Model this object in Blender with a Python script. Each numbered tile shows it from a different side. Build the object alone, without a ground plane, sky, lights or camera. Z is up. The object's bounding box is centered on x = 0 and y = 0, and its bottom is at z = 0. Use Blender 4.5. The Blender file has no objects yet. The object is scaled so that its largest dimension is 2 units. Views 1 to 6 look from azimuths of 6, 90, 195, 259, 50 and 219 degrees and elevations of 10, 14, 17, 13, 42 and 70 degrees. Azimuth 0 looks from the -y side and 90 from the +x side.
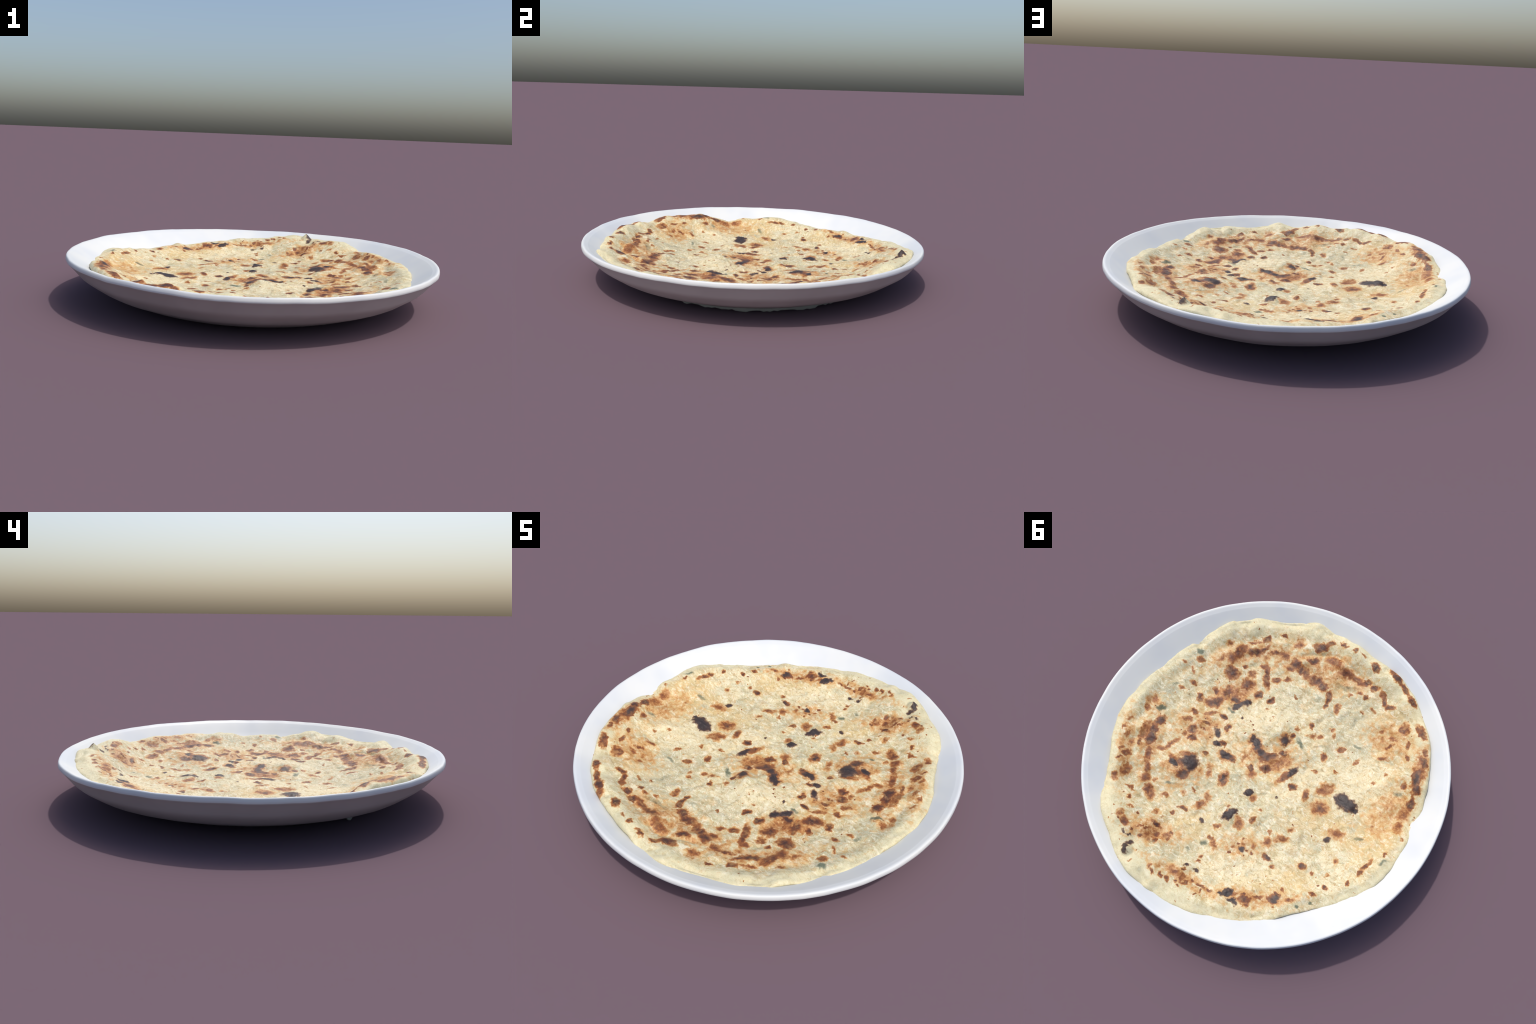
"""A stuffed griddle flatbread lying in a white porcelain plate."""
import bpy, math
import numpy as np
from mathutils import noise, Vector

TAU = 2 * math.pi

# ------------------------------------------------------------------ numbers
# plate: nearly round, rim slightly warped (waves of the rim height, cos/sin per order)
PLATE_RADIUS = 0.9990
RIM_HEIGHT = 0.2406
RIM_WARP = [(-.0030, -.0036), (.0038, .0032), (.0007, .0007), (-.0017, -.0008)]
# outside of the plate: (radius / plate radius, height / lip height)
OUTSIDE = [(.985, .93), (.960, .80), (.931, .65), (.884, .50), (.8325, .35), (.758, .22), (.700, .12), (.645, .06), (.590, .03), (.40, .02), (.2, .025)]
# inside of the plate: (radius / plate radius, height / rim height)
INSIDE = [(.9645, .957), (.9540, .930), (.938, .886), (.905, .793), (.860, .667), (.800, .52), (.720, .38), (.600, .30), (.300, .28), (.12, .28)]

# edge of the bread, every 6 degrees from +x towards +y: radius and crest height
EDGE_RADIUS = [.857, .864, .873, .878, .874, .865, .858, .866, .891, .911, .912, .915, .929, .934, .925, .916, .908, .897, .885, .875, .868, .859, .843, .829, .827, .837, .853, .870, .880, .879, .871, .868, .868, .874, .876, .879, .889, .899, .902, .903, .909, .909, .906, .895, .884, .886, .889, .904, .912, .906, .899, .900, .907, .908, .893, .880, .870, .864, .859, .857]
EDGE_CREST = [.179, .181, .184, .198, .189, .197, .205, .197, .197, .213, .222, .221, .217, .225, .212, .196, .194, .187, .177, .171, .169, .163, .171, .170, .165, .171, .173, .183, .204, .202, .197, .199, .181, .192, .216, .231, .236, .235, .232, .212, .220, .215, .234, .217, .211, .222, .203, .194, .210, .187, .177, .183, .194, .188, .199, .185, .169, .179, .168, .164]
# how the bread climbs from its flat middle to its crest
CLIMB = ([0, .45, .55, .63, .70, .77, .85, .90, .95, 1, 1.4], [0, .02, .07, .15, .27, .44, .67, .83, .95, 1, 1])
# towards -x the climb starts later and leaves a hollow there
LATE_CLIMB = [0, 0, .01, .03, .07, .17, .46, .72, .90, 1, 1]
MIDDLE = 0.105
# swellings: x, y, radius, height
SWELLINGS = [(.367, .28, .10, .018), (.46, .19, .16, .012), (.09, -.225, .10, .026), (.25, -.15, .11, .008),
             (.36, .58, .10, -.012), (.47, .67, .06, .010), (-.52, -.25, .15, .008), (-.165, -.65, .08, .010), (.42, .40, .09, .010),
             (.15, -.29, .09, .006), (.27, -.08, .07, .006), (-.38, .64, .08, .007), (.0, .80, .07, .006),
             (-.30, -.68, .12, .010), (-.13, .68, .07, -.006), (.50, .51, .09, -.008), (.23, .70, .06, -.016), (.60, .52, .05, -.012), (-.72, -.09, .08, -.007), (.11, -.73, .07, -.008), (.53, .49, .07, -.008), (-.40, -.62, .12, .012), (-.016, .344, .040, .010), (-.018, .18, .028, .006),
             (-.477, -.089, .055, .006), (.111, -.054, .05, .006), (-.129, -.049, .045, .005), (.343, -.214, .05, .005)]
# folds pressed into the bread: depth, width, then the line they follow
FOLDS = [
    (0.007, 0.01, [(0.256, -0.660), (0.187, -0.716), (0.099, -0.772), (0.023, -0.767), (-0.039, -0.759), (-0.139, -0.747), (-0.228, -0.744)]),
    (0.007, 0.012, [(-0.363, -0.728), (-0.395, -0.694), (-0.451, -0.677), (-0.513, -0.670), (-0.553, -0.645)]),
    (0.006, 0.012, [(0.635, -0.653), (0.614, -0.603), (0.584, -0.559)]),
    (0.008, 0.016, [(0.049, 0.926), (0.085, 0.905), (0.125, 0.879)]),
    (0.006, 0.014, [(-0.778, 0.375), (-0.742, 0.321), (-0.684, 0.279)]),
    (0.006, 0.016, [(0.595, 0.643), (0.511, 0.608), (0.438, 0.600)]),
    (0.006, 0.016, [(0.114, -0.864), (0.171, -0.867), (0.222, -0.834)]),
    (0.005, 0.014, [(-0.211, -0.869), (-0.197, -0.822), (-0.178, -0.812)]),
    (0.005, 0.014, [(0.832, -0.231), (0.786, -0.291), (0.763, -0.356)]),
]

# griddle marks: x, y, long and short half axis, turn in degrees, how dark
TOAST_east = [
    (.517, -.325, .046, .045, 125, 0.85), (.479, -.403, .015, .014, 55, 0.5), (.551, -.439, .166, .048, 54, 0.14),
    (.440, .045, .117, .071, 37, 0.13), (.608, .284, .161, .047, 119, 0.15), (.670, .404, .141, .033, 127, 0.13),
    (.043, -.021, .116, .053, 16, 0.14), (.369, .297, .098, .078, 44, 0.15), (.423, -.399, .026, .024, 34, 0.6),
    (.406, -.330, .046, .044, 40, 0.7), (.345, -.440, .088, .025, 133, 0.75), (.404, -.472, .023, .022, 48, 0.6),
    (.313, -.322, .037, .027, 90, 0.95), (.461, -.215, .052, .030, 121, 0.8), (.485, -.123, .061, .044, 51, 0.9),
    (.562, -.095, .035, .021, 129, 0.8), (.522, -.185, .027, .017, 170, 0.8), (.397, -.214, .037, .032, 35, 0.9),
    (.429, -.240, .111, .064, 38, 0.32), (.559, -.462, .061, .034, 79, 0.75), (.571, -.405, .046, .037, 50, 0.6),
    (.488, -.517, .062, .027, 49, 0.85), (.461, -.562, .046, .015, 59, 0.7), (.488, -.615, .034, .015, 55, 0.75),
    (.532, -.561, .045, .012, 38, 0.5), (.635, -.456, .023, .019, 53, 0.45), (.623, -.350, .031, .019, 67, 0.5),
    (.713, -.278, .026, .023, 66, 0.6), (.760, -.208, .015, .013, 37, 0.5), (.696, -.194, .031, .012, 128, 0.5),
    (.644, -.136, .024, .015, 18, 0.6), (.682, -.067, .013, .012, 118, 0.38), (.754, .089, .044, .031, 47, 0.42),
    (.736, .072, .019, .014, 125, 0.6), (.747, .145, .027, .021, 125, 0.42), (.642, .160, .045, .031, 75, 0.98),
    (.623, .258, .071, .030, 118, 0.98), (.662, .269, .076, .027, 110, 0.5), (.635, .334, .032, .011, 107, 0.7),
    (.560, .358, .050, .022, 131, 0.7), (.513, .417, .065, .019, 130, 0.5), (.767, .271, .026, .011, 44, 0.45),
    (.757, .325, .015, .015, 87, 0.5), (.714, .348, .021, .013, 46, 0.45), (.675, .364, .022, .021, 103, 0.5),
    (.638, .433, .028, .024, 59, 0.7), (.676, .421, .021, .012, 45, 0.5), (.645, .479, .025, .012, 44, 0.5),
    (.584, .508, .050, .025, 104, 0.6), (.594, .576, .027, .020, 131, 0.6), (.505, .232, .072, .016, 73, 0.5),
    (.526, .282, .042, .017, 40, 0.42), (.531, -.002, .022, .022, 131, 0.6), (.529, .057, .035, .020, 39, 0.55),
    (.435, .005, .031, .014, 11, 0.85), (.426, .044, .015, .014, 20, 0.6), (.469, .088, .035, .033, 23, 0.75),
    (.438, .130, .030, .024, 37, 0.88), (.486, .134, .021, .021, 35, 0.5), (.451, -.059, .059, .013, 33, 0.45),
    (.383, -.087, .027, .017, 13, 0.85), (.317, -.048, .035, .018, 93, 0.85), (.285, .047, .020, .019, 29, 0.9),
    (.171, .095, .030, .015, 26, 0.75), (.213, .089, .060, .037, 179, 0.5), (.109, -.057, .084, .036, 151, 0.5),
    (.030, -.051, .047, .026, 37, 0.9), (-.002, .012, .030, .021, 37, 0.85), (.063, .068, .026, .019, 13, 0.88),
    (.036, .090, .037, .030, 36, 0.4), (.312, .149, .016, .011, 38, 0.65), (.387, .282, .036, .021, 131, 0.8),
    (.339, .328, .041, .032, 40, 0.85), (.384, .217, .053, .018, 36, 0.45), (.423, .301, .042, .035, 140, 0.5),
    (.239, .213, .045, .021, 130, 0.48), (.145, .204, .056, .029, 116, 0.65), (.474, .474, .035, .029, 45, 0.6),
    (.424, .449, .015, .015, 28, 0.5), (.424, .514, .034, .032, 132, 0.65), (.132, .040, .030, .015, 111, 0.4),
]

TOAST_south = [
    (.228, -.624, .149, .046, 34, 0.14), (-.001, -.713, .143, .055, 176, 0.17), (-.002, -.056, .129, .057, 37, 0.15),
    (-.455, -.531, .095, .063, 170, 0.12), (.411, -.565, .143, .034, 37, 0.14), (.114, -.623, .116, .060, 0, 0.13),
    (.485, -.610, .036, .019, 41, 0.72), (.413, -.689, .029, .007, 21, 0.5), (.311, -.706, .037, .032, 167, 0.55),
    (.195, -.764, .055, .030, 34, 0.92), (.156, -.810, .024, .017, 25, 0.7), (.084, -.848, .033, .016, 178, 0.75),
    (.014, -.844, .023, .013, 32, 0.6), (-.044, -.858, .020, .009, 172, 0.5), (.388, -.584, .072, .015, 37, 0.5),
    (.334, -.601, .025, .024, 154, 0.6), (.182, -.680, .043, .023, 50, 0.98), (.255, -.597, .041, .038, 158, 0.78),
    (.266, -.556, .027, .025, 21, 0.7), (.211, -.590, .031, .025, 31, 0.7), (.074, -.740, .066, .030, 6, 0.56),
    (-.021, -.722, .071, .036, 176, 0.62), (-.106, -.719, .057, .029, 0, 0.58), (.104, -.592, .061, .036, 31, 0.72),
    (.172, -.589, .047, .024, 127, 0.6), (.047, -.584, .045, .031, 146, 0.92), (-.023, -.547, .063, .021, 113, 0.85),
    (-.039, -.501, .019, .019, 21, 0.8), (-.156, -.736, .025, .021, 147, 0.9), (-.211, -.731, .028, .021, 179, 0.92),
    (-.154, -.662, .026, .013, 27, 0.5), (-.110, -.626, .017, .015, 160, 0.45), (-.199, -.666, .019, .016, 13, 0.6),
    (-.290, -.710, .049, .017, 141, 0.75), (-.347, -.685, .029, .020, 21, 0.8), (-.143, -.835, .037, .026, 158, 1),
    (-.287, -.840, .052, .024, 158, 1), (-.241, -.862, .033, .030, 129, 0.55), (-.360, -.815, .047, .017, 156, 0.7),
    (-.432, -.779, .046, .022, 152, 0.78), (-.590, -.649, .047, .022, 136, 0.82), (-.552, -.664, .033, .014, 145, 0.5),
    (-.661, -.561, .031, .018, 131, 0.75), (-.688, -.498, .042, .025, 121, 1.05), (-.709, -.409, .066, .028, 112, 1.1),
    (-.695, -.459, .139, .039, 113, 0.45), (-.683, -.352, .023, .019, 137, 0.65), (-.105, -.530, .037, .016, 113, 0.6),
    (-.231, -.584, .018, .008, 155, 0.6), (-.283, -.626, .020, .011, 178, 0.5), (-.048, -.350, .021, .012, 126, 0.6),
    (-.092, -.304, .026, .017, 38, 0.45), (-.129, -.323, .020, .017, 41, 0.55), (-.158, -.410, .017, .012, 37, 0.55),
    (-.184, -.376, .020, .014, 126, 0.4), (-.394, -.546, .017, .015, 10, 0.55), (-.491, -.626, .039, .027, 130, 0.6),
    (-.474, -.550, .033, .020, 11, 0.5), (-.488, -.506, .028, .016, 25, 0.6), (-.565, -.552, .025, .014, 110, 0.65),
    (-.602, -.492, .024, .013, 126, 0.55), (-.487, -.427, .030, .017, 28, 0.5), (-.270, -.344, .024, .018, 36, 0.7),
    (-.213, -.241, .028, .019, 126, 0.82), (-.374, -.334, .023, .012, 68, 0.5), (-.559, -.347, .015, .010, 81, 0.5),
    (-.531, -.282, .013, .009, 31, 0.55), (-.006, -.232, .016, .016, 45, 0.8), (.000, -.282, .020, .013, 38, 0.6),
    (.014, -.186, .045, .040, 38, 0.5), (.026, -.044, .068, .032, 48, 0.95), (-.023, -.116, .027, .021, 37, 0.9),
    (-.009, .011, .039, .026, 37, 0.9), (-.119, -.023, .065, .025, 75, 0.62), (-.191, .006, .021, .020, 40, 0.88),
    (-.234, -.141, .016, .012, 39, 0.5), (-.349, -.107, .046, .031, 38, 0.45), (-.321, -.204, .014, .012, 41, 0.45),
    (.233, -.329, .022, .018, 37, 0.9), (.137, -.434, .011, .010, 128, 0.65), (.281, -.460, .028, .022, 36, 0.6),
    (.348, -.437, .076, .021, 128, 0.65), (.239, -.492, .027, .018, 35, 0.55), (.210, -.275, .012, .012, 134, 0.55),
    (-.028, -.057, .093, .053, 37, 0.4),
]

TOAST_north = [
    (.236, .673, .113, .047, 23, 0.13), (-.056, .767, .167, .025, 8, 0.14), (-.366, .646, .145, .028, 29, 0.13),
    (-.187, .441, .082, .042, 37, 0.11), (.407, .518, .045, .031, 133, 0.62), (.336, .485, .025, .017, 40, 0.5),
    (.296, .589, .025, .018, 43, 0.48), (.462, .608, .018, .014, 134, 0.6), (.496, .567, .025, .008, 3, 0.5),
    (.424, .713, .024, .020, 42, 0.5), (.376, .727, .032, .024, 160, 0.75), (.414, .733, .012, .011, 142, 0.7),
    (.321, .734, .011, .009, 130, 0.7), (.364, .649, .010, .009, 131, 0.5), (.412, .649, .014, .011, 42, 0.4),
    (.297, .691, .023, .010, 32, 0.65), (.267, .682, .014, .014, 116, 0.75), (.251, .637, .035, .013, 3, 0.75),
    (.268, .732, .015, .012, 43, 0.72), (.217, .675, .023, .015, 40, 0.65), (.194, .703, .021, .020, 18, 0.6),
    (.168, .650, .031, .024, 38, 0.58), (.158, .617, .015, .014, 179, 0.7), (.236, .692, .058, .044, 39, 0.3),
    (.148, .657, .015, .014, 162, 0.65), (.205, .867, .010, .008, 32, 0.5), (.080, .835, .018, .010, 159, 0.7),
    (.108, .828, .015, .012, 134, 0.4), (.031, .828, .018, .011, 133, 0.65), (.003, .822, .016, .011, 175, 0.65),
    (-.045, .808, .012, .011, 13, 0.7), (-.014, .770, .024, .014, 38, 0.65), (-.058, .774, .029, .024, 139, 0.55),
    (-.089, .784, .019, .016, 32, 0.75), (-.072, .813, .010, .009, 22, 0.6), (-.109, .754, .010, .009, 148, 0.6),
    (-.155, .747, .035, .015, 8, 0.8), (-.176, .765, .011, .010, 27, 0.75), (-.163, .798, .013, .007, 60, 0.7),
    (-.209, .734, .018, .009, 28, 0.7), (-.016, .773, .102, .026, 3, 0.25), (-.382, .659, .035, .026, 37, 0.78),
    (-.319, .666, .026, .014, 37, 0.5), (-.360, .638, .021, .012, 38, 0.75), (-.425, .603, .032, .015, 26, 0.72),
    (-.484, .566, .029, .026, 32, 0.95), (-.402, .678, .014, .012, 36, 0.6), (-.034, .730, .014, .011, 35, 0.65),
    (-.052, .651, .011, .011, 22, 0.6), (-.048, .622, .011, .010, 147, 0.5), (-.224, .443, .012, .012, 19, 0.7),
    (-.157, .442, .015, .010, 37, 0.75), (-.164, .401, .010, .010, 143, 0.6), (-.155, .503, .014, .011, 36, 0.75),
    (-.253, .435, .010, .009, 29, 0.65), (-.236, .403, .018, .018, 30, 0.42), (-.140, .470, .014, .011, 36, 0.42),
    (-.085, .350, .037, .029, 131, 0.52), (-.141, .297, .024, .019, 71, 0.82), (-.137, .226, .012, .011, 135, 0.55),
    (-.053, .195, .026, .020, 37, 0.45), (.212, .476, .033, .012, 23, 0.75), (.234, .528, .012, .011, 26, 0.6),
    (.144, .401, .038, .028, 35, 0.48), (.139, .342, .038, .019, 130, 0.48), (.228, .357, .020, .012, 157, 0.55),
    (.252, .404, .019, .016, 34, 0.36), (-.010, .432, .026, .014, 37, 0.5), (-.020, .502, .022, .014, 15, 0.65),
    (-.058, .526, .037, .018, 121, 0.52), (-.325, .405, .029, .020, 156, 0.86), (-.272, .339, .036, .033, 33, 0.5),
    (-.250, .284, .019, .010, 128, 0.55), (-.374, .429, .018, .010, 37, 0.5), (.022, .319, .012, .010, 133, 0.75),
]

TOAST_west = [
    (-.489, .567, .118, .031, 45, 0.13), (-.381, .012, .028, .026, 43, 0.92), (-.378, .014, .049, .045, 41, 0.45),
    (-.281, .002, .038, .021, 118, 0.65), (-.191, .006, .023, .020, 39, 0.88), (-.346, -.087, .046, .033, 39, 0.48),
    (-.739, -.361, .042, .025, 108, 0.95), (-.757, -.288, .060, .020, 107, 0.78), (-.761, -.221, .064, .036, 107, 0.4),
    (-.780, -.147, .040, .028, 117, 0.48), (-.686, -.180, .114, .061, 93, 0.1), (-.683, -.352, .023, .017, 132, 0.6),
    (-.544, .074, .044, .036, 10, 0.38), (-.668, -.076, .015, .009, 35, 0.45), (-.323, .271, .037, .023, 38, 0.45),
    (-.267, .333, .030, .020, 37, 0.5), (-.339, .196, .022, .016, 38, 0.4), (-.495, .326, .025, .023, 36, 0.92),
    (-.629, .198, .019, .016, 126, 0.45), (-.811, .026, .021, .011, 122, 0.65), (-.835, -.095, .016, .009, 120, 0.5),
    (-.563, .327, .010, .010, 50, 0.42), (-.638, .283, .012, .011, 119, 0.5), (-.769, .130, .045, .016, 87, 0.6),
    (-.773, .182, .021, .013, 79, 0.66), (-.668, .347, .018, .014, 16, 0.88), (-.743, .261, .018, .011, 125, 0.65),
    (-.483, .533, .015, .012, 34, 0.8), (-.499, .495, .012, .012, 27, 0.6), (-.565, .521, .020, .017, 82, 0.6),
    (-.641, .415, .022, .011, 21, 0.7), (-.514, .598, .009, .008, 32, 0.5),
]

CHAR_east = [
    (.330, -.231, .034, .025, 50, 0.85), (.357, -.188, .041, .022, 66, 0.85), (.351, .014, .037, .020, 151, 0.8),
    (.307, .069, .022, .018, 34, 0.8), (.224, .087, .046, .025, 0, 0.85), (.126, -.069, .060, .022, 151, 0.95),
    (.066, -.044, .032, .021, 37, 0.7), (.415, .309, .036, .021, 159, 0.9), (.347, .253, .052, .046, 52, 0.8),
    (.336, .326, .034, .028, 40, 0.45), (.148, .202, .036, .014, 116, 0.6), (.291, -.142, .010, .009, 30, 0.6),
]

CHAR_south = [
    (.014, -.186, .035, .031, 54, 0.75), (.026, -.044, .058, .019, 48, 0.4), (-.133, -.057, .045, .020, 80, 0.8),
    (-.711, -.406, .043, .017, 112, 0.6), (-.688, -.498, .022, .014, 121, 0.45),
]

CHAR_north = [
    (.346, .772, .022, .007, 169, 0.6), (.310, .767, .020, .007, 26, 0.6), (.264, .835, .034, .017, 131, 0.85),
    (.272, .802, .021, .017, 39, 0.6), (-.287, .679, .028, .024, 31, 0.95), (-.265, .709, .021, .016, 36, 0.9),
    (-.339, .698, .030, .015, 17, 0.95), (-.487, .564, .021, .019, 31, 0.5), (-.023, .703, .015, .013, 29, 0.65),
    (-.082, .695, .015, .014, 11, 0.7), (-.199, .455, .021, .018, 133, 0.95), (-.014, .342, .045, .029, 70, 1.15),
    (.081, .464, .015, .014, 23, 0.7), (-.019, .181, .026, .023, 35, 1.1), (-.326, .404, .015, .011, 156, 0.4),
]

CHAR_west = [
    (-.477, -.096, .070, .039, 174, 1.15), (-.543, -.096, .018, .018, 96, 0.8), (-.519, .133, .021, .018, 37, 0.65),
    (-.330, .401, .028, .016, 157, 0.6), (-.492, .560, .030, .020, 63, 0.6), (-.162, .106, .007, .007, 36, 0.7),
    (-.381, .012, .014, .013, 45, 0.4),
]

HERB_east = [
    (.720, -.062, .032, .016, 85, 0.5), (.741, -.317, .028, .019, 29, 0.9), (.689, .100, .027, .018, 45, 0.8),
    (.361, -.141, .028, .009, 5, 0.8), (.367, .414, .023, .010, 17, 0.6),
]

HERB_south = [
    (-.067, -.225, .049, .018, 145, 0.7), (-.336, -.406, .035, .015, 6, 0.6), (-.078, -.649, .073, .016, 22, 0.35),
    (-.234, -.508, .046, .018, 117, 0.3),
]

HERB_north = [
    (-.009, .552, .023, .018, 35, 0.8), (.029, .631, .018, .014, 37, 0.5), (.201, .719, .019, .015, 38, 0.3),
]

HERB_west = [
    (-.682, -.298, .026, .017, 3, 0.5), (-.649, .025, .029, .016, 23, 0.5), (-.834, .065, .037, .011, 53, 0.6),
    (-.616, .519, .018, .016, 124, 1), (-.653, .458, .013, .011, 126, 0.9),
]

PALE_west = [
    (-.479, -.096, .095, .072, 173, 0.9), (-.486, -.157, .042, .029, 36, 0.6),
]

PALE_south = [
    (.113, -.295, .147, .072, 37, 0.5), (-.376, -.260, .077, .068, 34, 0.6), (.155, -.385, .089, .065, 37, 0.4),
]

PALE_north = [
    (.103, .757, .025, .018, 40, 0.8), (-.209, .541, .135, .063, 38, 0.4), (.201, .818, .056, .035, 40, 0.5),
]

WASH_GOLD = [
    (-.717, -.072, .291, .168, 88, 0.9), (-.440, .494, .246, .080, 37, 0.8), (-.432, .028, .228, .141, 36, 0.7),
    (.104, .504, .191, .083, 17, 0.6), (.461, -.085, .232, .093, 60, 0.6), (-.492, -.576, .182, .166, 121, 0.6),
    (.016, .011, .224, .102, 16, 0.5),
]

WASH_GREY = [
    (-.227, -.482, .226, .192, 134, 0.9), (.750, -.076, .237, .130, 83, 0.8), (.266, .798, .175, .112, 167, 0.9),
    (.080, .687, .169, .082, 28, 0.8), (.264, .340, .207, .085, 27, 0.7), (.119, -.395, .315, .094, 36, 0.6),
    (-.151, -.744, .188, .068, 0, 0.6), (-.345, .202, .174, .069, 16, 0.6),
]

WASH_CREAM = [
    (-.487, -.264, .195, .128, 28, 0.9), (.169, -.226, .243, .093, 37, 0.8), (-.223, .561, .263, .108, 37, 0.8),
    (-.219, -.005, .224, .114, 59, 0.7), (.224, .022, .159, .073, 5, 0.6), (-.667, .235, .189, .120, 34, 0.4),
]



TOASTED = TOAST_east + TOAST_south + TOAST_north + TOAST_west
CHARRED = CHAR_east + CHAR_south + CHAR_north + CHAR_west
HERBS = HERB_east + HERB_south + HERB_north + HERB_west
PALE_SKIN = PALE_west + PALE_south + PALE_north


# ------------------------------------------------------------------ shapes
def around(values, th):
    """Smooth closed curve through evenly spaced values (Catmull-Rom)."""
    v, n = np.asarray(values), len(values)
    t = (np.asarray(th) / TAU * n) % n
    i = t.astype(int) % n
    f = t - np.floor(t)
    a, b, c, d = (v[(i + k) % n] for k in (-1, 0, 1, 2))
    return b + .5 * f * (c - a + f * (2 * a - 5 * b + 4 * c - d + f * (3 * (b - c) + d - a)))


def fbm(points, scale, octaves=3):
    return np.array([noise.fractal(Vector(p) * scale, 1.0, 2.0, octaves) for p in points])


def rim_z(th):
    z = np.full_like(th, RIM_HEIGHT)
    for k, (c, s) in enumerate(RIM_WARP, 1):
        z = z + c * np.cos(k * th) + s * np.sin(k * th)
    return z


def plate_inside(r, th):
    rr = np.array([p[0] for p in INSIDE][::-1] + [1.2]) * PLATE_RADIUS
    zz = np.array([p[1] for p in INSIDE][::-1] + [1.4])
    wall = np.clip((r - .70) / .12, 0, 1) * np.clip((.965 - r) / .11, 0, 1)
    lean = th - math.radians(145)
    return np.interp(r, rr, zz) * rim_z(th) + wall * (.003 * np.cos(2 * lean) + .003 * np.cos(lean) - .006 * bump_at(th, 310, 25) + .008 * bump_at(th, 190, 28))


def plate_foot(th):
    """Height of the underside: it sits unevenly, lowest at +x."""
    return .008 + .018 * (.5 - .5 * np.cos(th)) + .003 * np.sin(-th).clip(0) + .009 * bump_at(th, 330, 22)


def bump_at(th, degrees, width):
    d = (np.degrees(th) - degrees + 180) % 360 - 180
    return np.exp(-(d / width) ** 2)


def line_distance(x, y, pts):
    best = np.full(np.shape(x), 9.0)
    for (ax, ay), (bx, by) in zip(pts, pts[1:]):
        dx, dy = bx - ax, by - ay
        t = np.clip(((x - ax) * dx + (y - ay) * dy) / (dx * dx + dy * dy), 0, 1)
        best = np.minimum(best, np.hypot(x - ax - t * dx, y - ay - t * dy))
    return best


def climb(rho, th):
    late = .45 * np.clip((np.cos(th - math.radians(190)) - .3) / .45, 0, 1)
    return (1 - late) * np.interp(rho, *CLIMB) + late * np.interp(rho, CLIMB[0], LATE_CLIMB)


def bread_top(x, y):
    """Height of the bread's upper face without its fine grain."""
    r, th = np.hypot(x, y), np.arctan2(y, x)
    rho = r / around(EDGE_RADIUS, th)
    z = MIDDLE + (around(EDGE_CREST, th) - MIDDLE) * climb(rho, th)
    # a rolled lip with a shallow crease on its inner side; puffier towards +y
    puff = np.clip(np.cos(th - math.radians(110)), 0, 1)
    z = z + .010 * puff * np.exp(-((rho - .86) / .09) ** 2)
    z = z - .006 * (1 - puff) * np.exp(-((rho - .875) / .03) ** 2) + .0055 * np.exp(-((rho - .94) / .032) ** 2)
    for sx, sy, size, height in SWELLINGS:
        z = z + height * np.exp(-((x - sx) ** 2 + (y - sy) ** 2) / size ** 2)
    for depth, width, pts in FOLDS:
        z = z - depth * np.exp(-(line_distance(x, y, pts) / width) ** 2)
    z = np.maximum(z, plate_inside(r, th) + .012)
    # the scorched bubble that stands up at the edge
    z = z + .034 * np.clip(1 - np.hypot((x - .257) / .034, (y - .837) / .034), 0, 1) ** .8
    return z


def grain(x, y):
    pts = np.stack([x, y, np.zeros_like(x)], 1)
    r, th = np.hypot(x, y), np.arctan2(y, x)
    rho = np.clip(r / around(EDGE_RADIUS, th), 0, 1.2)
    out = .0042 * fbm(pts, 6) + .0030 * fbm(pts + 5, 16) + .0008 * fbm(pts + 9, 60, 2)
    # pinched pleats that run outwards near the edge
    ring = np.stack([np.cos(th) * 3, np.sin(th) * 3, rho], 1)
    blisters = np.clip(fbm(pts + 13, 9, 2) - .08, 0, 1)
    out = out + .016 * blisters + .014 * fbm(pts + 21, 6.5, 2) * np.clip((rho - .6) / .2, 0, 1) * (.35 + .65 * np.clip((1 - rho) / .12, 0, 1))
    wrinkle = 1 - np.abs(fbm(pts * np.array([1.0, 1.6, 1]) + 31, 7, 3)) * 4
    inner = np.clip((.92 - rho) / .1, 0, 1)
    out = out + .0035 * np.clip(wrinkle, 0, 1) * inner
    return out - .0050 + .007 * fbm(ring + 3, 2.2, 2) * np.clip((rho - .80) / .18, 0, 1)


def lathe(rings, closed_start=True, closed_end=True):
    """Faces for rings of equal length, each an (n, 3) array; poles close the ends."""
    n = len(rings[0])
    verts = np.concatenate(rings)
    faces = []
    for i in range(len(rings) - 1):
        a, b = i * n, (i + 1) * n
        faces += [(a + j, b + j, b + (j + 1) % n, a + (j + 1) % n) for j in range(n)]
    extra = []
    if closed_start:
        c = len(verts) + len(extra)
        extra.append(rings[0].mean(0))
        faces += [(c, j, (j + 1) % n) for j in range(n)]
    if closed_end:
        c, b = len(verts) + len(extra), (len(rings) - 1) * n
        extra.append(rings[-1].mean(0))
        faces += [(c, b + (j + 1) % n, b + j) for j in range(n)]
    if extra:
        verts = np.vstack([verts, extra])
    return verts, faces


def link(name, mesh, parent, material):
    ob = bpy.data.objects.new(name, mesh)
    bpy.context.scene.collection.objects.link(ob)
    ob.parent = parent
    if material:
        mesh.materials.clear()
        mesh.materials.append(material)
    return ob


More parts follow.
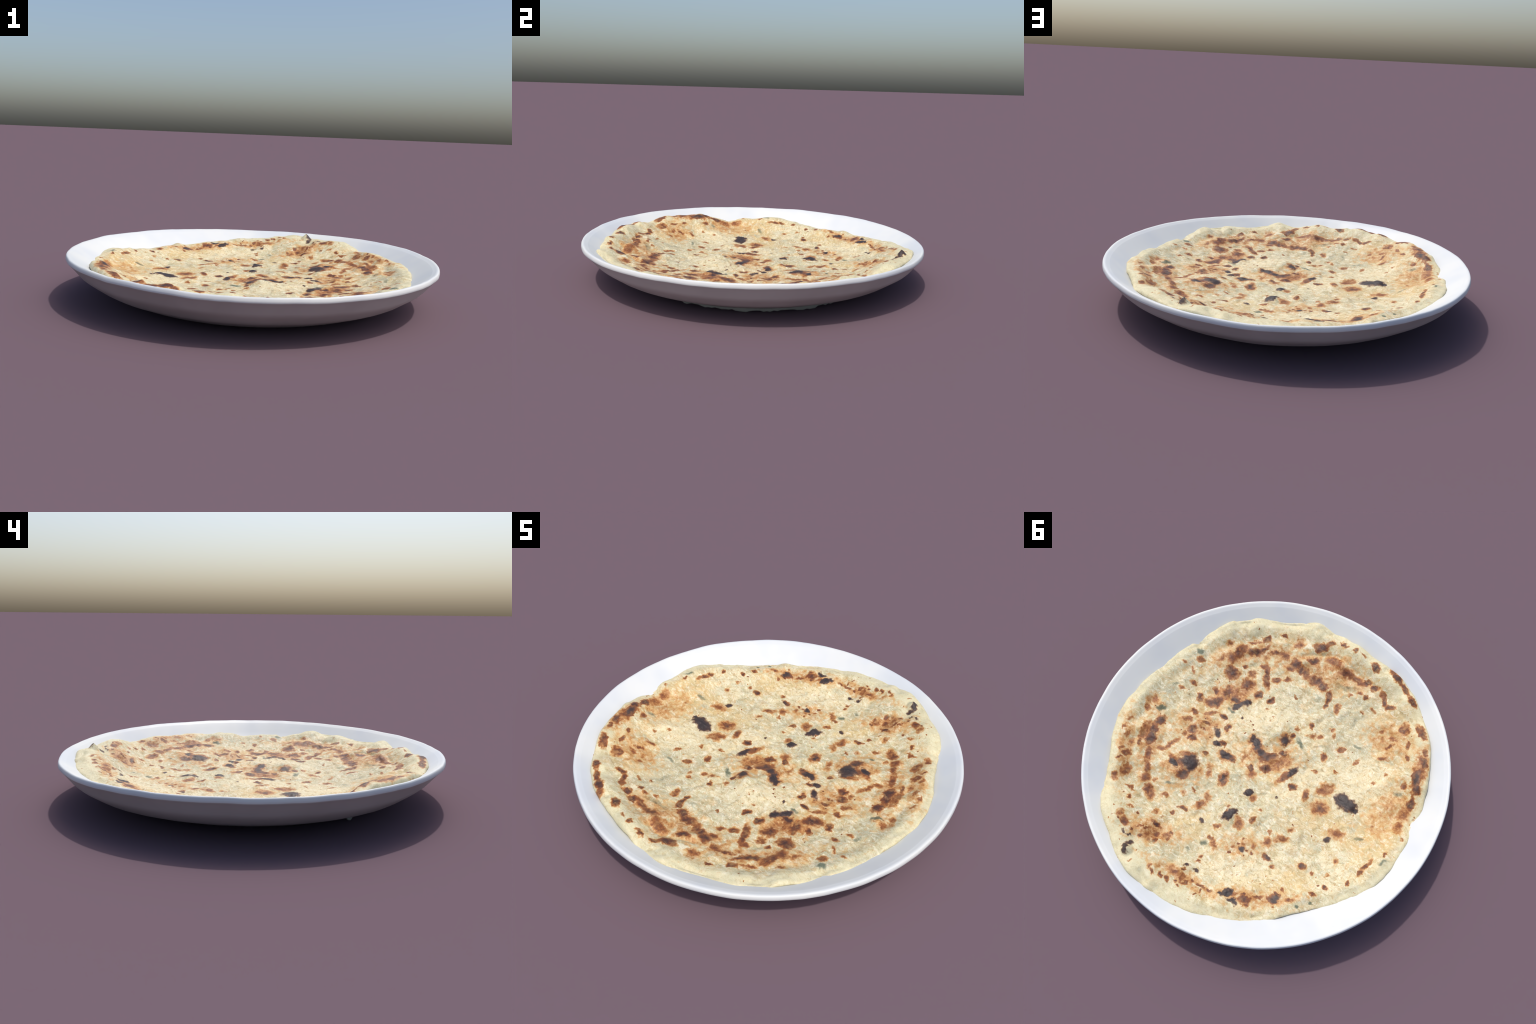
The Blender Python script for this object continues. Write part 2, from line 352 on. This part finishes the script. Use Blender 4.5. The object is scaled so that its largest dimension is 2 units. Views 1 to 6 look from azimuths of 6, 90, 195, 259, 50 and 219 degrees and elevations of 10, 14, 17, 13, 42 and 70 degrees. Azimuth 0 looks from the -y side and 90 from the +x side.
def mesh_of(name, verts, faces):
    me = bpy.data.meshes.new(name)
    me.from_pydata([tuple(v) for v in verts], [], faces)
    me.update()
    me.shade_smooth()
    return me


def split(name_mask, verts, faces, parent):
    """One smooth surface cut into named parts that share border points and normals."""
    whole = mesh_of("whole", verts, faces)
    normals = np.empty(len(verts) * 3, np.float32)
    whole.vertex_normals.foreach_get("vector", normals)
    normals = normals.reshape(-1, 3)
    for name, mask, material in name_mask:
        chosen = [f for f, m in zip(faces, mask) if m]
        used = sorted({i for f in chosen for i in f})
        new = {o: k for k, o in enumerate(used)}
        me = mesh_of(name, verts[used], [tuple(new[i] for i in f) for f in chosen])
        me.normals_split_custom_set_from_vertices([tuple(normals[i]) for i in used])
        link(name, me, parent, material)
    bpy.data.meshes.remove(whole)


# ------------------------------------------------------------------ materials
def albedo(r, g, b, light=1.35):
    """Base colour of a surface that looks like this sRGB value lying flat under the set's light."""
    lin = [((c / 255 + .055) / 1.055) ** 2.4 if c > 10 else c / 255 / 12.92 for c in (r, g, b)]
    return tuple(min(c / light, .9) for c in lin) + (1,)


class Nodes:
    def __init__(self, name):
        self.mat = bpy.data.materials.new(name)
        self.mat.use_nodes = True
        self.t = self.mat.node_tree
        self.t.nodes.clear()
        self.last = None
        self.out = self.t.nodes.new("ShaderNodeOutputMaterial")

    def put(self, kind, inputs=(), **props):
        n = self.t.nodes.new(kind)
        for k, v in props.items():
            setattr(n, k, v)
        for key, v in dict(inputs).items():
            if isinstance(v, bpy.types.NodeSocket):
                self.t.links.new(v, n.inputs[key])
            else:
                n.inputs[key].default_value = v
        return n

    def math(self, op, a, b=0.0, c=0.0, clamp=False):
        return self.put("ShaderNodeMath", {0: a, 1: b, 2: c}, operation=op, use_clamp=clamp).outputs[0]

    def noise(self, vec, scale, detail=3.0, rough=.55, distort=0.0, kind="Fac"):
        return self.put("ShaderNodeTexNoise", {"Vector": vec, "Scale": scale, "Detail": detail, "Roughness": rough, "Distortion": distort}).outputs[kind]

    def mix(self, fac, a, b):
        n = self.put("ShaderNodeMix", data_type="RGBA")
        for s, v in ((n.inputs[0], fac), (n.inputs[6], a), (n.inputs[7], b)):
            if isinstance(v, bpy.types.NodeSocket):
                self.t.links.new(v, s)
            else:
                s.default_value = v
        return n.outputs[2]

    def ramp(self, fac, stops):
        n = self.put("ShaderNodeValToRGB", {"Fac": fac})
        e = n.color_ramp.elements
        while len(e) < len(stops):
            e.new(1.0)
        for el, (pos, col) in zip(e, stops):
            el.position, el.color = pos, col
        return n.outputs[0]

    def step(self, v, lo, hi, to0=0.0, to1=1.0):
        return self.put("ShaderNodeMapRange", {"Value": v, "From Min": lo, "From Max": hi, "To Min": to0, "To Max": to1}, interpolation_type="SMOOTHSTEP").outputs[0]

    def spots(self, vec, marks):
        """Highest of many soft elliptical fields: peak * (1.1 - d * d)."""
        acc = -1.0
        for k, (x, y, rx, ry, turn, peak) in enumerate(marks):
            if k % 8 == 0 and self.last is not None:
                # wait for the fields so far, so that the renderer needs little memory at a time
                vec = self.put("ShaderNodeVectorMath", {0: self.last, 1: (1e-9, 1e-9, 0), 2: vec}, operation="MULTIPLY_ADD").outputs[0]
            m = self.put("ShaderNodeMapping", {"Vector": vec, "Location": (x, y, 0), "Rotation": (0, 0, math.radians(turn)), "Scale": (rx, ry, 1)}, vector_type="TEXTURE").outputs[0]
            d2 = self.put("ShaderNodeVectorMath", {0: m, 1: m}, operation="DOT_PRODUCT").outputs["Value"]
            f = self.math("MULTIPLY_ADD", d2, -peak, 1.1 * peak)
            self.last = acc = self.math("MAXIMUM", acc, f)
        return acc

    def surface(self, colour, rough, bump=None, strength=.3, distance=.004, specular=.3, **more):
        b = self.put("ShaderNodeBsdfPrincipled", {"Base Color": colour, "Roughness": rough, "Specular IOR Level": specular, **more})
        if bump is not None:
            n = self.put("ShaderNodeBump", {"Height": bump, "Strength": strength, "Distance": distance})
            self.t.links.new(n.outputs[0], b.inputs["Normal"])
        self.t.links.new(b.outputs[0], self.out.inputs[0])
        return self.mat


def dough_material():
    m = Nodes("griddled_dough")
    pos = m.put("ShaderNodeTexCoord").outputs["Object"]
    flat = m.put("ShaderNodeVectorMath", {0: pos, 1: (1, 1, 0)}, operation="MULTIPLY").outputs[0]

    def warp(vec, scale, amount):
        c = m.noise(pos, scale, 3, kind="Color")
        c = m.put("ShaderNodeVectorMath", {0: c, 1: (.5, .5, .5)}, operation="SUBTRACT").outputs[0]
        return m.put("ShaderNodeVectorMath", {0: c, 1: (amount, amount, 0), 2: vec}, operation="MULTIPLY_ADD").outputs[0]

    bent = warp(warp(flat, 13, .055), 48, .030)
    fine = m.noise(pos, 90, 4, .65)
    mid = m.noise(pos, 30, 4, .62)
    wide = m.noise(pos, 5.5, 3)
    streak = m.noise(m.put("ShaderNodeMapping", {"Vector": bent, "Rotation": (0, 0, .8), "Scale": (1, 2.6, 1)}).outputs[0], 30, 5, .72, .9)
    crumb = m.noise(m.put("ShaderNodeMapping", {"Vector": bent, "Rotation": (0, 0, -.5), "Scale": (2.4, 1, 1)}).outputs[0], 70, 3, .7, .8)

    # raw dough: cream, greyish green where thin, warm yellow where oiled, whitish where floury
    c = m.mix(m.step(wide, .38, .60), albedo(238, 226, 180), albedo(224, 216, 174))
    c = m.mix(m.step(m.noise(pos, 9, 5, .65), .50, .62, 0, .85), c, albedo(204, 202, 170))
    c = m.mix(m.step(m.noise(bent, 9, 4, .6), .48, .62, 0, .7), c, albedo(244, 214, 158))
    c = m.mix(m.step(m.noise(bent, 21, 4, .6), .53, .64, 0, .5), c, albedo(240, 208, 162))
    patch = m.noise(bent, 17, 5, .68)
    c = m.mix(m.step(patch, .51, .64, 0, .60), c, albedo(190, 172, 122))
    c = m.mix(m.step(patch, .48, .36, 0, .65), c, albedo(255, 247, 216))
    # broad washes: oily gold, thin greyish green, thick cream
    soft = m.math("MULTIPLY_ADD", m.noise(pos, 16, 4, .6), 3.0, -1.5)
    for marks, colour, much in ((WASH_GREY, (200, 197, 164), .5), (WASH_GOLD, (236, 204, 138), .6), (WASH_CREAM, (252, 236, 190), .75)):
        c = m.mix(m.step(m.math("ADD", m.spots(bent, marks), soft), -.1, .8, 0, much), c, albedo(*colour))
    # the border stays paler and plainer than the griddled middle
    dist = m.put("ShaderNodeVectorMath", {0: bent}, operation="LENGTH").outputs["Value"]
    border = m.step(m.math("ADD", dist, m.math("MULTIPLY_ADD", wide, .2, -.1)), .78, .88)
    c = m.mix(m.math("MULTIPLY", border, .75), c, albedo(242, 234, 192))
    pale = m.spots(bent, PALE_SKIN)
    c = m.mix(m.step(m.math("ADD", pale, m.math("MULTIPLY_ADD", mid, .8, -.4)), 0, .5, 0, .6), c, albedo(238, 228, 188))
    inner = m.math("SUBTRACT", 1.0, m.math("MULTIPLY", border, .6))
    c = m.mix(m.math("MULTIPLY", inner, m.step(streak, .51, .62, 0, .85)), c, albedo(255, 248, 218))
    c = m.mix(m.math("MULTIPLY", inner, m.step(streak, .47, .36, 0, .7)), c, albedo(184, 160, 110))
    c = m.mix(m.math("MULTIPLY", inner, m.step(crumb, .53, .64, 0, .65)), c, albedo(216, 172, 112))

    # scattered freckles, thicker in some places than in others
    vor = m.put("ShaderNodeTexVoronoi", {"Vector": bent, "Scale": 46.0})
    few = m.math("GREATER_THAN", m.put("ShaderNodeSeparateColor", {"Color": vor.outputs["Color"]}).outputs[0], .80)
    freckle = m.math("MULTIPLY", m.step(vor.outputs["Distance"], .40, .10), few)
    freckle = m.math("MULTIPLY", freckle, m.step(m.noise(pos, 5, 2), .44, .6, .0, 1.0))
    freckle = m.math("MULTIPLY_ADD", freckle, 1.6, -.95)

    ragged = m.math("ADD", m.math("MULTIPLY_ADD", fine, .7, -.35), m.math("MULTIPLY_ADD", mid, 1.3, -.65))
    field = m.math("MAXIMUM", m.spots(bent, TOASTED), freckle)
    toast = m.math("ADD", field, ragged)
    halo = m.math("ADD", field, m.math("MULTIPLY_ADD", mid, 3.0, -1.6))
    c = m.mix(m.step(halo, -.55, .4, 0, .85), c, albedo(230, 178, 104))
    brown = m.ramp(toast, [(0, albedo(214, 152, 86)), (.3, albedo(176, 110, 56)), (.6, albedo(134, 78, 44)), (.88, albedo(100, 62, 46)), (1, albedo(84, 56, 46))])
    cover = m.step(m.noise(bent, 34, 4, .65), .32, .52, .68, 1)
    c = m.mix(m.math("MULTIPLY", m.step(toast, -.2, .46), cover), c, brown)

    leaf = m.math("ADD", m.spots(bent, HERBS), m.math("MULTIPLY", ragged, .7))
    c = m.mix(m.step(leaf, -.1, .8, 0, .85), c, albedo(88, 104, 84))

    burnt = m.spots(bent, CHARRED)
    char = m.math("ADD", burnt, m.math("MULTIPLY", ragged, .75))
    c = m.mix(m.step(char, -.2, .35, 0, .7), c, albedo(150, 98, 60))
    dark = m.ramp(char, [(0, albedo(112, 74, 52)), (.45, albedo(84, 62, 54)), (.95, albedo(60, 51, 50))])
    dark = m.mix(m.step(fine, .52, .72, 0, .6), dark, albedo(104, 88, 82))
    c = m.mix(m.step(char, .0, .58), c, dark)

    bump = m.math("ADD", m.math("MULTIPLY", mid, .8), m.math("MULTIPLY", streak, .8))
    return m.surface(c, .5, bump, .38, .008, .4)


def porcelain_material(name, one, other):
    m = Nodes(name)
    pos = m.put("ShaderNodeTexCoord").outputs["Object"]
    c = m.mix(m.step(m.noise(pos, 2.2, 3), .35, .65), albedo(*one), albedo(*other))
    return m.surface(c, .45, m.noise(pos, 9, 2), .05, .01, .3)


def scan_scrap_material():
    m = Nodes("scan_scrap_grey")  # grey for the added strip of scan leftovers
    pos = m.put("ShaderNodeTexCoord").outputs["Object"]
    c = m.mix(m.noise(pos, 12, 4), albedo(150, 150, 142), albedo(186, 186, 178))
    return m.surface(c, .9, m.noise(pos, 60, 4), .3, .004, .2)


# ------------------------------------------------------------------ plate
def thing(name, label, category):
    e = bpy.data.objects.new(name, None)
    e.empty_display_size = .1
    bpy.context.scene.collection.objects.link(e)
    e["label"], e["category"] = label, category
    return e


def build_plate():
    plate = thing("plate", "round white porcelain plate with raised rim", "plate")
    n = 288
    th = np.arange(n) * TAU / n
    circle = np.stack([np.cos(th), np.sin(th), np.zeros(n)], 1)
    wob = 1 + .003 * bump_at(th, 120, 40) + .0022 * fbm(circle + 2, 4, 3)
    z = rim_z(th) + .0032 * fbm(circle, 5, 3)
    lip_w, lip_h = .0075, .0227
    R = PLATE_RADIUS * wob

    def ring(r, h):
        return np.stack([r * np.cos(th), r * np.sin(th), h], 1)

    rings, part = [], []
    out = np.array(OUTSIDE[::-1])
    for f, hgt in out:
        base = plate_foot(th)
        low = np.clip(1 - hgt / .5, 0, 1)
        tuck = 1 - .025 * bump_at(th, 172, 48) * low + .008 * bump_at(th, 325, 45) * 4 * hgt * (1 - hgt)
        body = ring(R * f * tuck, np.maximum((z - lip_h) * hgt, base))
        body[:, 2] += .006 * bump_at(th, 172, 48) * low
        body[:, 1] += .008 * (1 - hgt) * 4 * hgt
        body[:, 0] -= .002 * (1 - hgt) * 4 * hgt
        rings.append(body)
        part.append("underside")
    # rim: outer half round, flat top, inner half round
    for a in np.radians([90, 68, 45, 22, 0]):
        rings.append(ring(R - lip_w + lip_w * np.sin(a), z - lip_h + lip_h * np.cos(a)))
        part.append("rim")
    for dr, dz in ((.014, .0004), (.021, .003), (.028, .0075)):
        rings.append(ring(R - dr, z - dz))
        part.append("rim")
    for f, hgt in INSIDE:
        rings.append(ring(R * f, plate_inside(PLATE_RADIUS * f + 0 * th, th) + (z - rim_z(th))))
        part.append("well")
    # refine the profile so the bowl reads as a smooth curve
    dense, names = [], []
    for i in range(len(rings) - 1):
        steps = 3 if part[i] != "rim" else 1
        p0, p1, p2, p3 = rings[max(i - 1, 0)], rings[i], rings[i + 1], rings[min(i + 2, len(rings) - 1)]
        for k in range(steps):
            f = k / steps
            dense.append(p1 + .5 * f * (p2 - p0 + f * (2 * p0 - 5 * p1 + 4 * p2 - p3 + f * (3 * (p1 - p2) + p3 - p0))))
            names.append(part[i + 1] if part[i] == "rim" and part[i + 1] == "well" else part[i])
    dense.append(rings[-1])
    verts, faces = lathe(dense, True, True)
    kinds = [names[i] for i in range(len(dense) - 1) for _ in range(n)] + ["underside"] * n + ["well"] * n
    glaze, shaded = porcelain_material("white_porcelain", (230, 235, 239), (243, 245, 242)), porcelain_material("shaded_porcelain", (205, 199, 194), (216, 211, 206))  # underside's warmer grey: some of its shade is painted into the colour
    split([(part, [k == part for k in kinds], shaded if part == "underside" else glaze) for part in ("rim", "well", "underside")], verts, faces, plate)

    # ragged scan leftovers under the plate, copied as an added strip
    n = 240
    th = np.arange(n) * TAU / n
    circle = np.stack([np.cos(th), np.sin(th), np.zeros(n)], 1)
    teeth = np.clip(fbm(circle, 9, 2) * .5 + fbm(circle + 4, 28, 1) * .6, -1, 1)
    side = np.clip(np.cos(th) * 2.2 - .9, 0, 1)            # scan scraps only towards +x
    flake = bump_at(th, 211, 2.5)
    low = np.maximum(plate_foot(th) + .012 - side * (.012 + .012 * np.clip(.35 + 2.4 * teeth, 0, 1)) - .034 * flake, 0)
    low -= low.min()
    rad = .685 + .015 * fbm(circle + 7, 3, 2)

    def scan_scraps(r, h):
        return np.stack([(rad + r) * np.cos(th), (rad + r) * np.sin(th), h + 0 * th], 1)

    loop = [scan_scraps(.0, plate_foot(th) + .024), scan_scraps(.003, low + .006), scan_scraps(.001, low), scan_scraps(-.010, low), scan_scraps(-.014, plate_foot(th) + .024)]
    v, f = lathe(loop + [loop[0]], False, False)
    link("scan_scraps", mesh_of("scan_scraps", v, f), plate, scan_scrap_material())
    return plate


# ------------------------------------------------------------------ bread
def build_bread():
    bread = thing("flatbread", "stuffed griddled flatbread, cream dough with brown char spots", "flatbread")
    dough = dough_material()
    n = 720
    th = np.arange(n) * TAU / n
    re, ze = around(EDGE_RADIUS, th), around(EDGE_CREST, th)
    cs, sn = np.cos(th), np.sin(th)
    rings, kinds = [], []
    rhos = np.concatenate([np.linspace(.012, .78, 120), np.linspace(.785, .985, 44)])
    for rho in rhos:
        r = re * rho
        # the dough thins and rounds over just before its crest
        x, y = r * cs, r * sn
        rings.append(np.stack([x, y, bread_top(x, y) + grain(x, y)], 1))
        kinds.append("bread_disc" if rho < .9 else "crust_edge")
    crest = rings[-1]
    floor = plate_inside(re, th) + .001
    top = crest[:, 2]
    ringed = np.stack([cs * 5, sn * 5, 0 * th], 1)
    lumps = .004 * fbm(ringed, 2.2, 3)
    thick = np.maximum(top - floor, .012)
    for dr, drop in ((-.006, .04), (.000, .13), (.004, .30), (.007, .52), (.007, .75), (.002, 1.0)):
        r = re + dr + lumps * min(1, drop * 3)
        rings.append(np.stack([r * cs, r * sn, top - thick * drop], 1))
        kinds.append("crust_edge")
    for rho in (.9, .75, .5, .25, .05):
        r = re * rho
        rings.append(np.stack([r * cs, r * sn, plate_inside(r, th) + .002], 1))
        kinds.append("bread_disc")
    verts, faces = lathe(rings)
    per_face = [k for k in kinds[:-1] for _ in range(n)] + ["bread_disc"] * (2 * n)
    split([(k, [p == k for p in per_face], dough) for k in ("bread_disc", "crust_edge")], verts, faces, bread)

    # scorched blisters: low domes that sink into the dough at their margins
    for k, (x, y, rx, ry, turn, peak) in enumerate(CHARRED):
        if peak < .8 or ry < .017:
            continue
        a = math.radians(turn)
        m = 48
        t = np.arange(m) * TAU / m
        ragged = 1 + .14 * fbm(np.stack([np.cos(t), np.sin(t), 0 * t + k], 1), 1.6, 3)
        loops = []
        for s in np.linspace(1, .08, 12):
            ux, uy = rx * 1.05 * s * ragged * np.cos(t), ry * 1.05 * s * ragged * np.sin(t)
            px, py = x + ux * math.cos(a) - uy * math.sin(a), y + ux * math.sin(a) + uy * math.cos(a)
            dome = .10 * ry * (1 - s * s) ** .7 - .002 * s ** 4 + .0012 * fbm(np.stack([px, py, 0 * px], 1), 60, 2) * (1 - s)
            loops.append(np.stack([px, py, bread_top(px, py) + grain(px, py) + dome], 1))
        base = loops[0].copy()
        base[:, 2] -= .004
        v, f = lathe([base] + loops, True, True)
        link("charred_blister", mesh_of("charred_blister", v, f), bread, dough)
    return bread


build_plate()
build_bread()
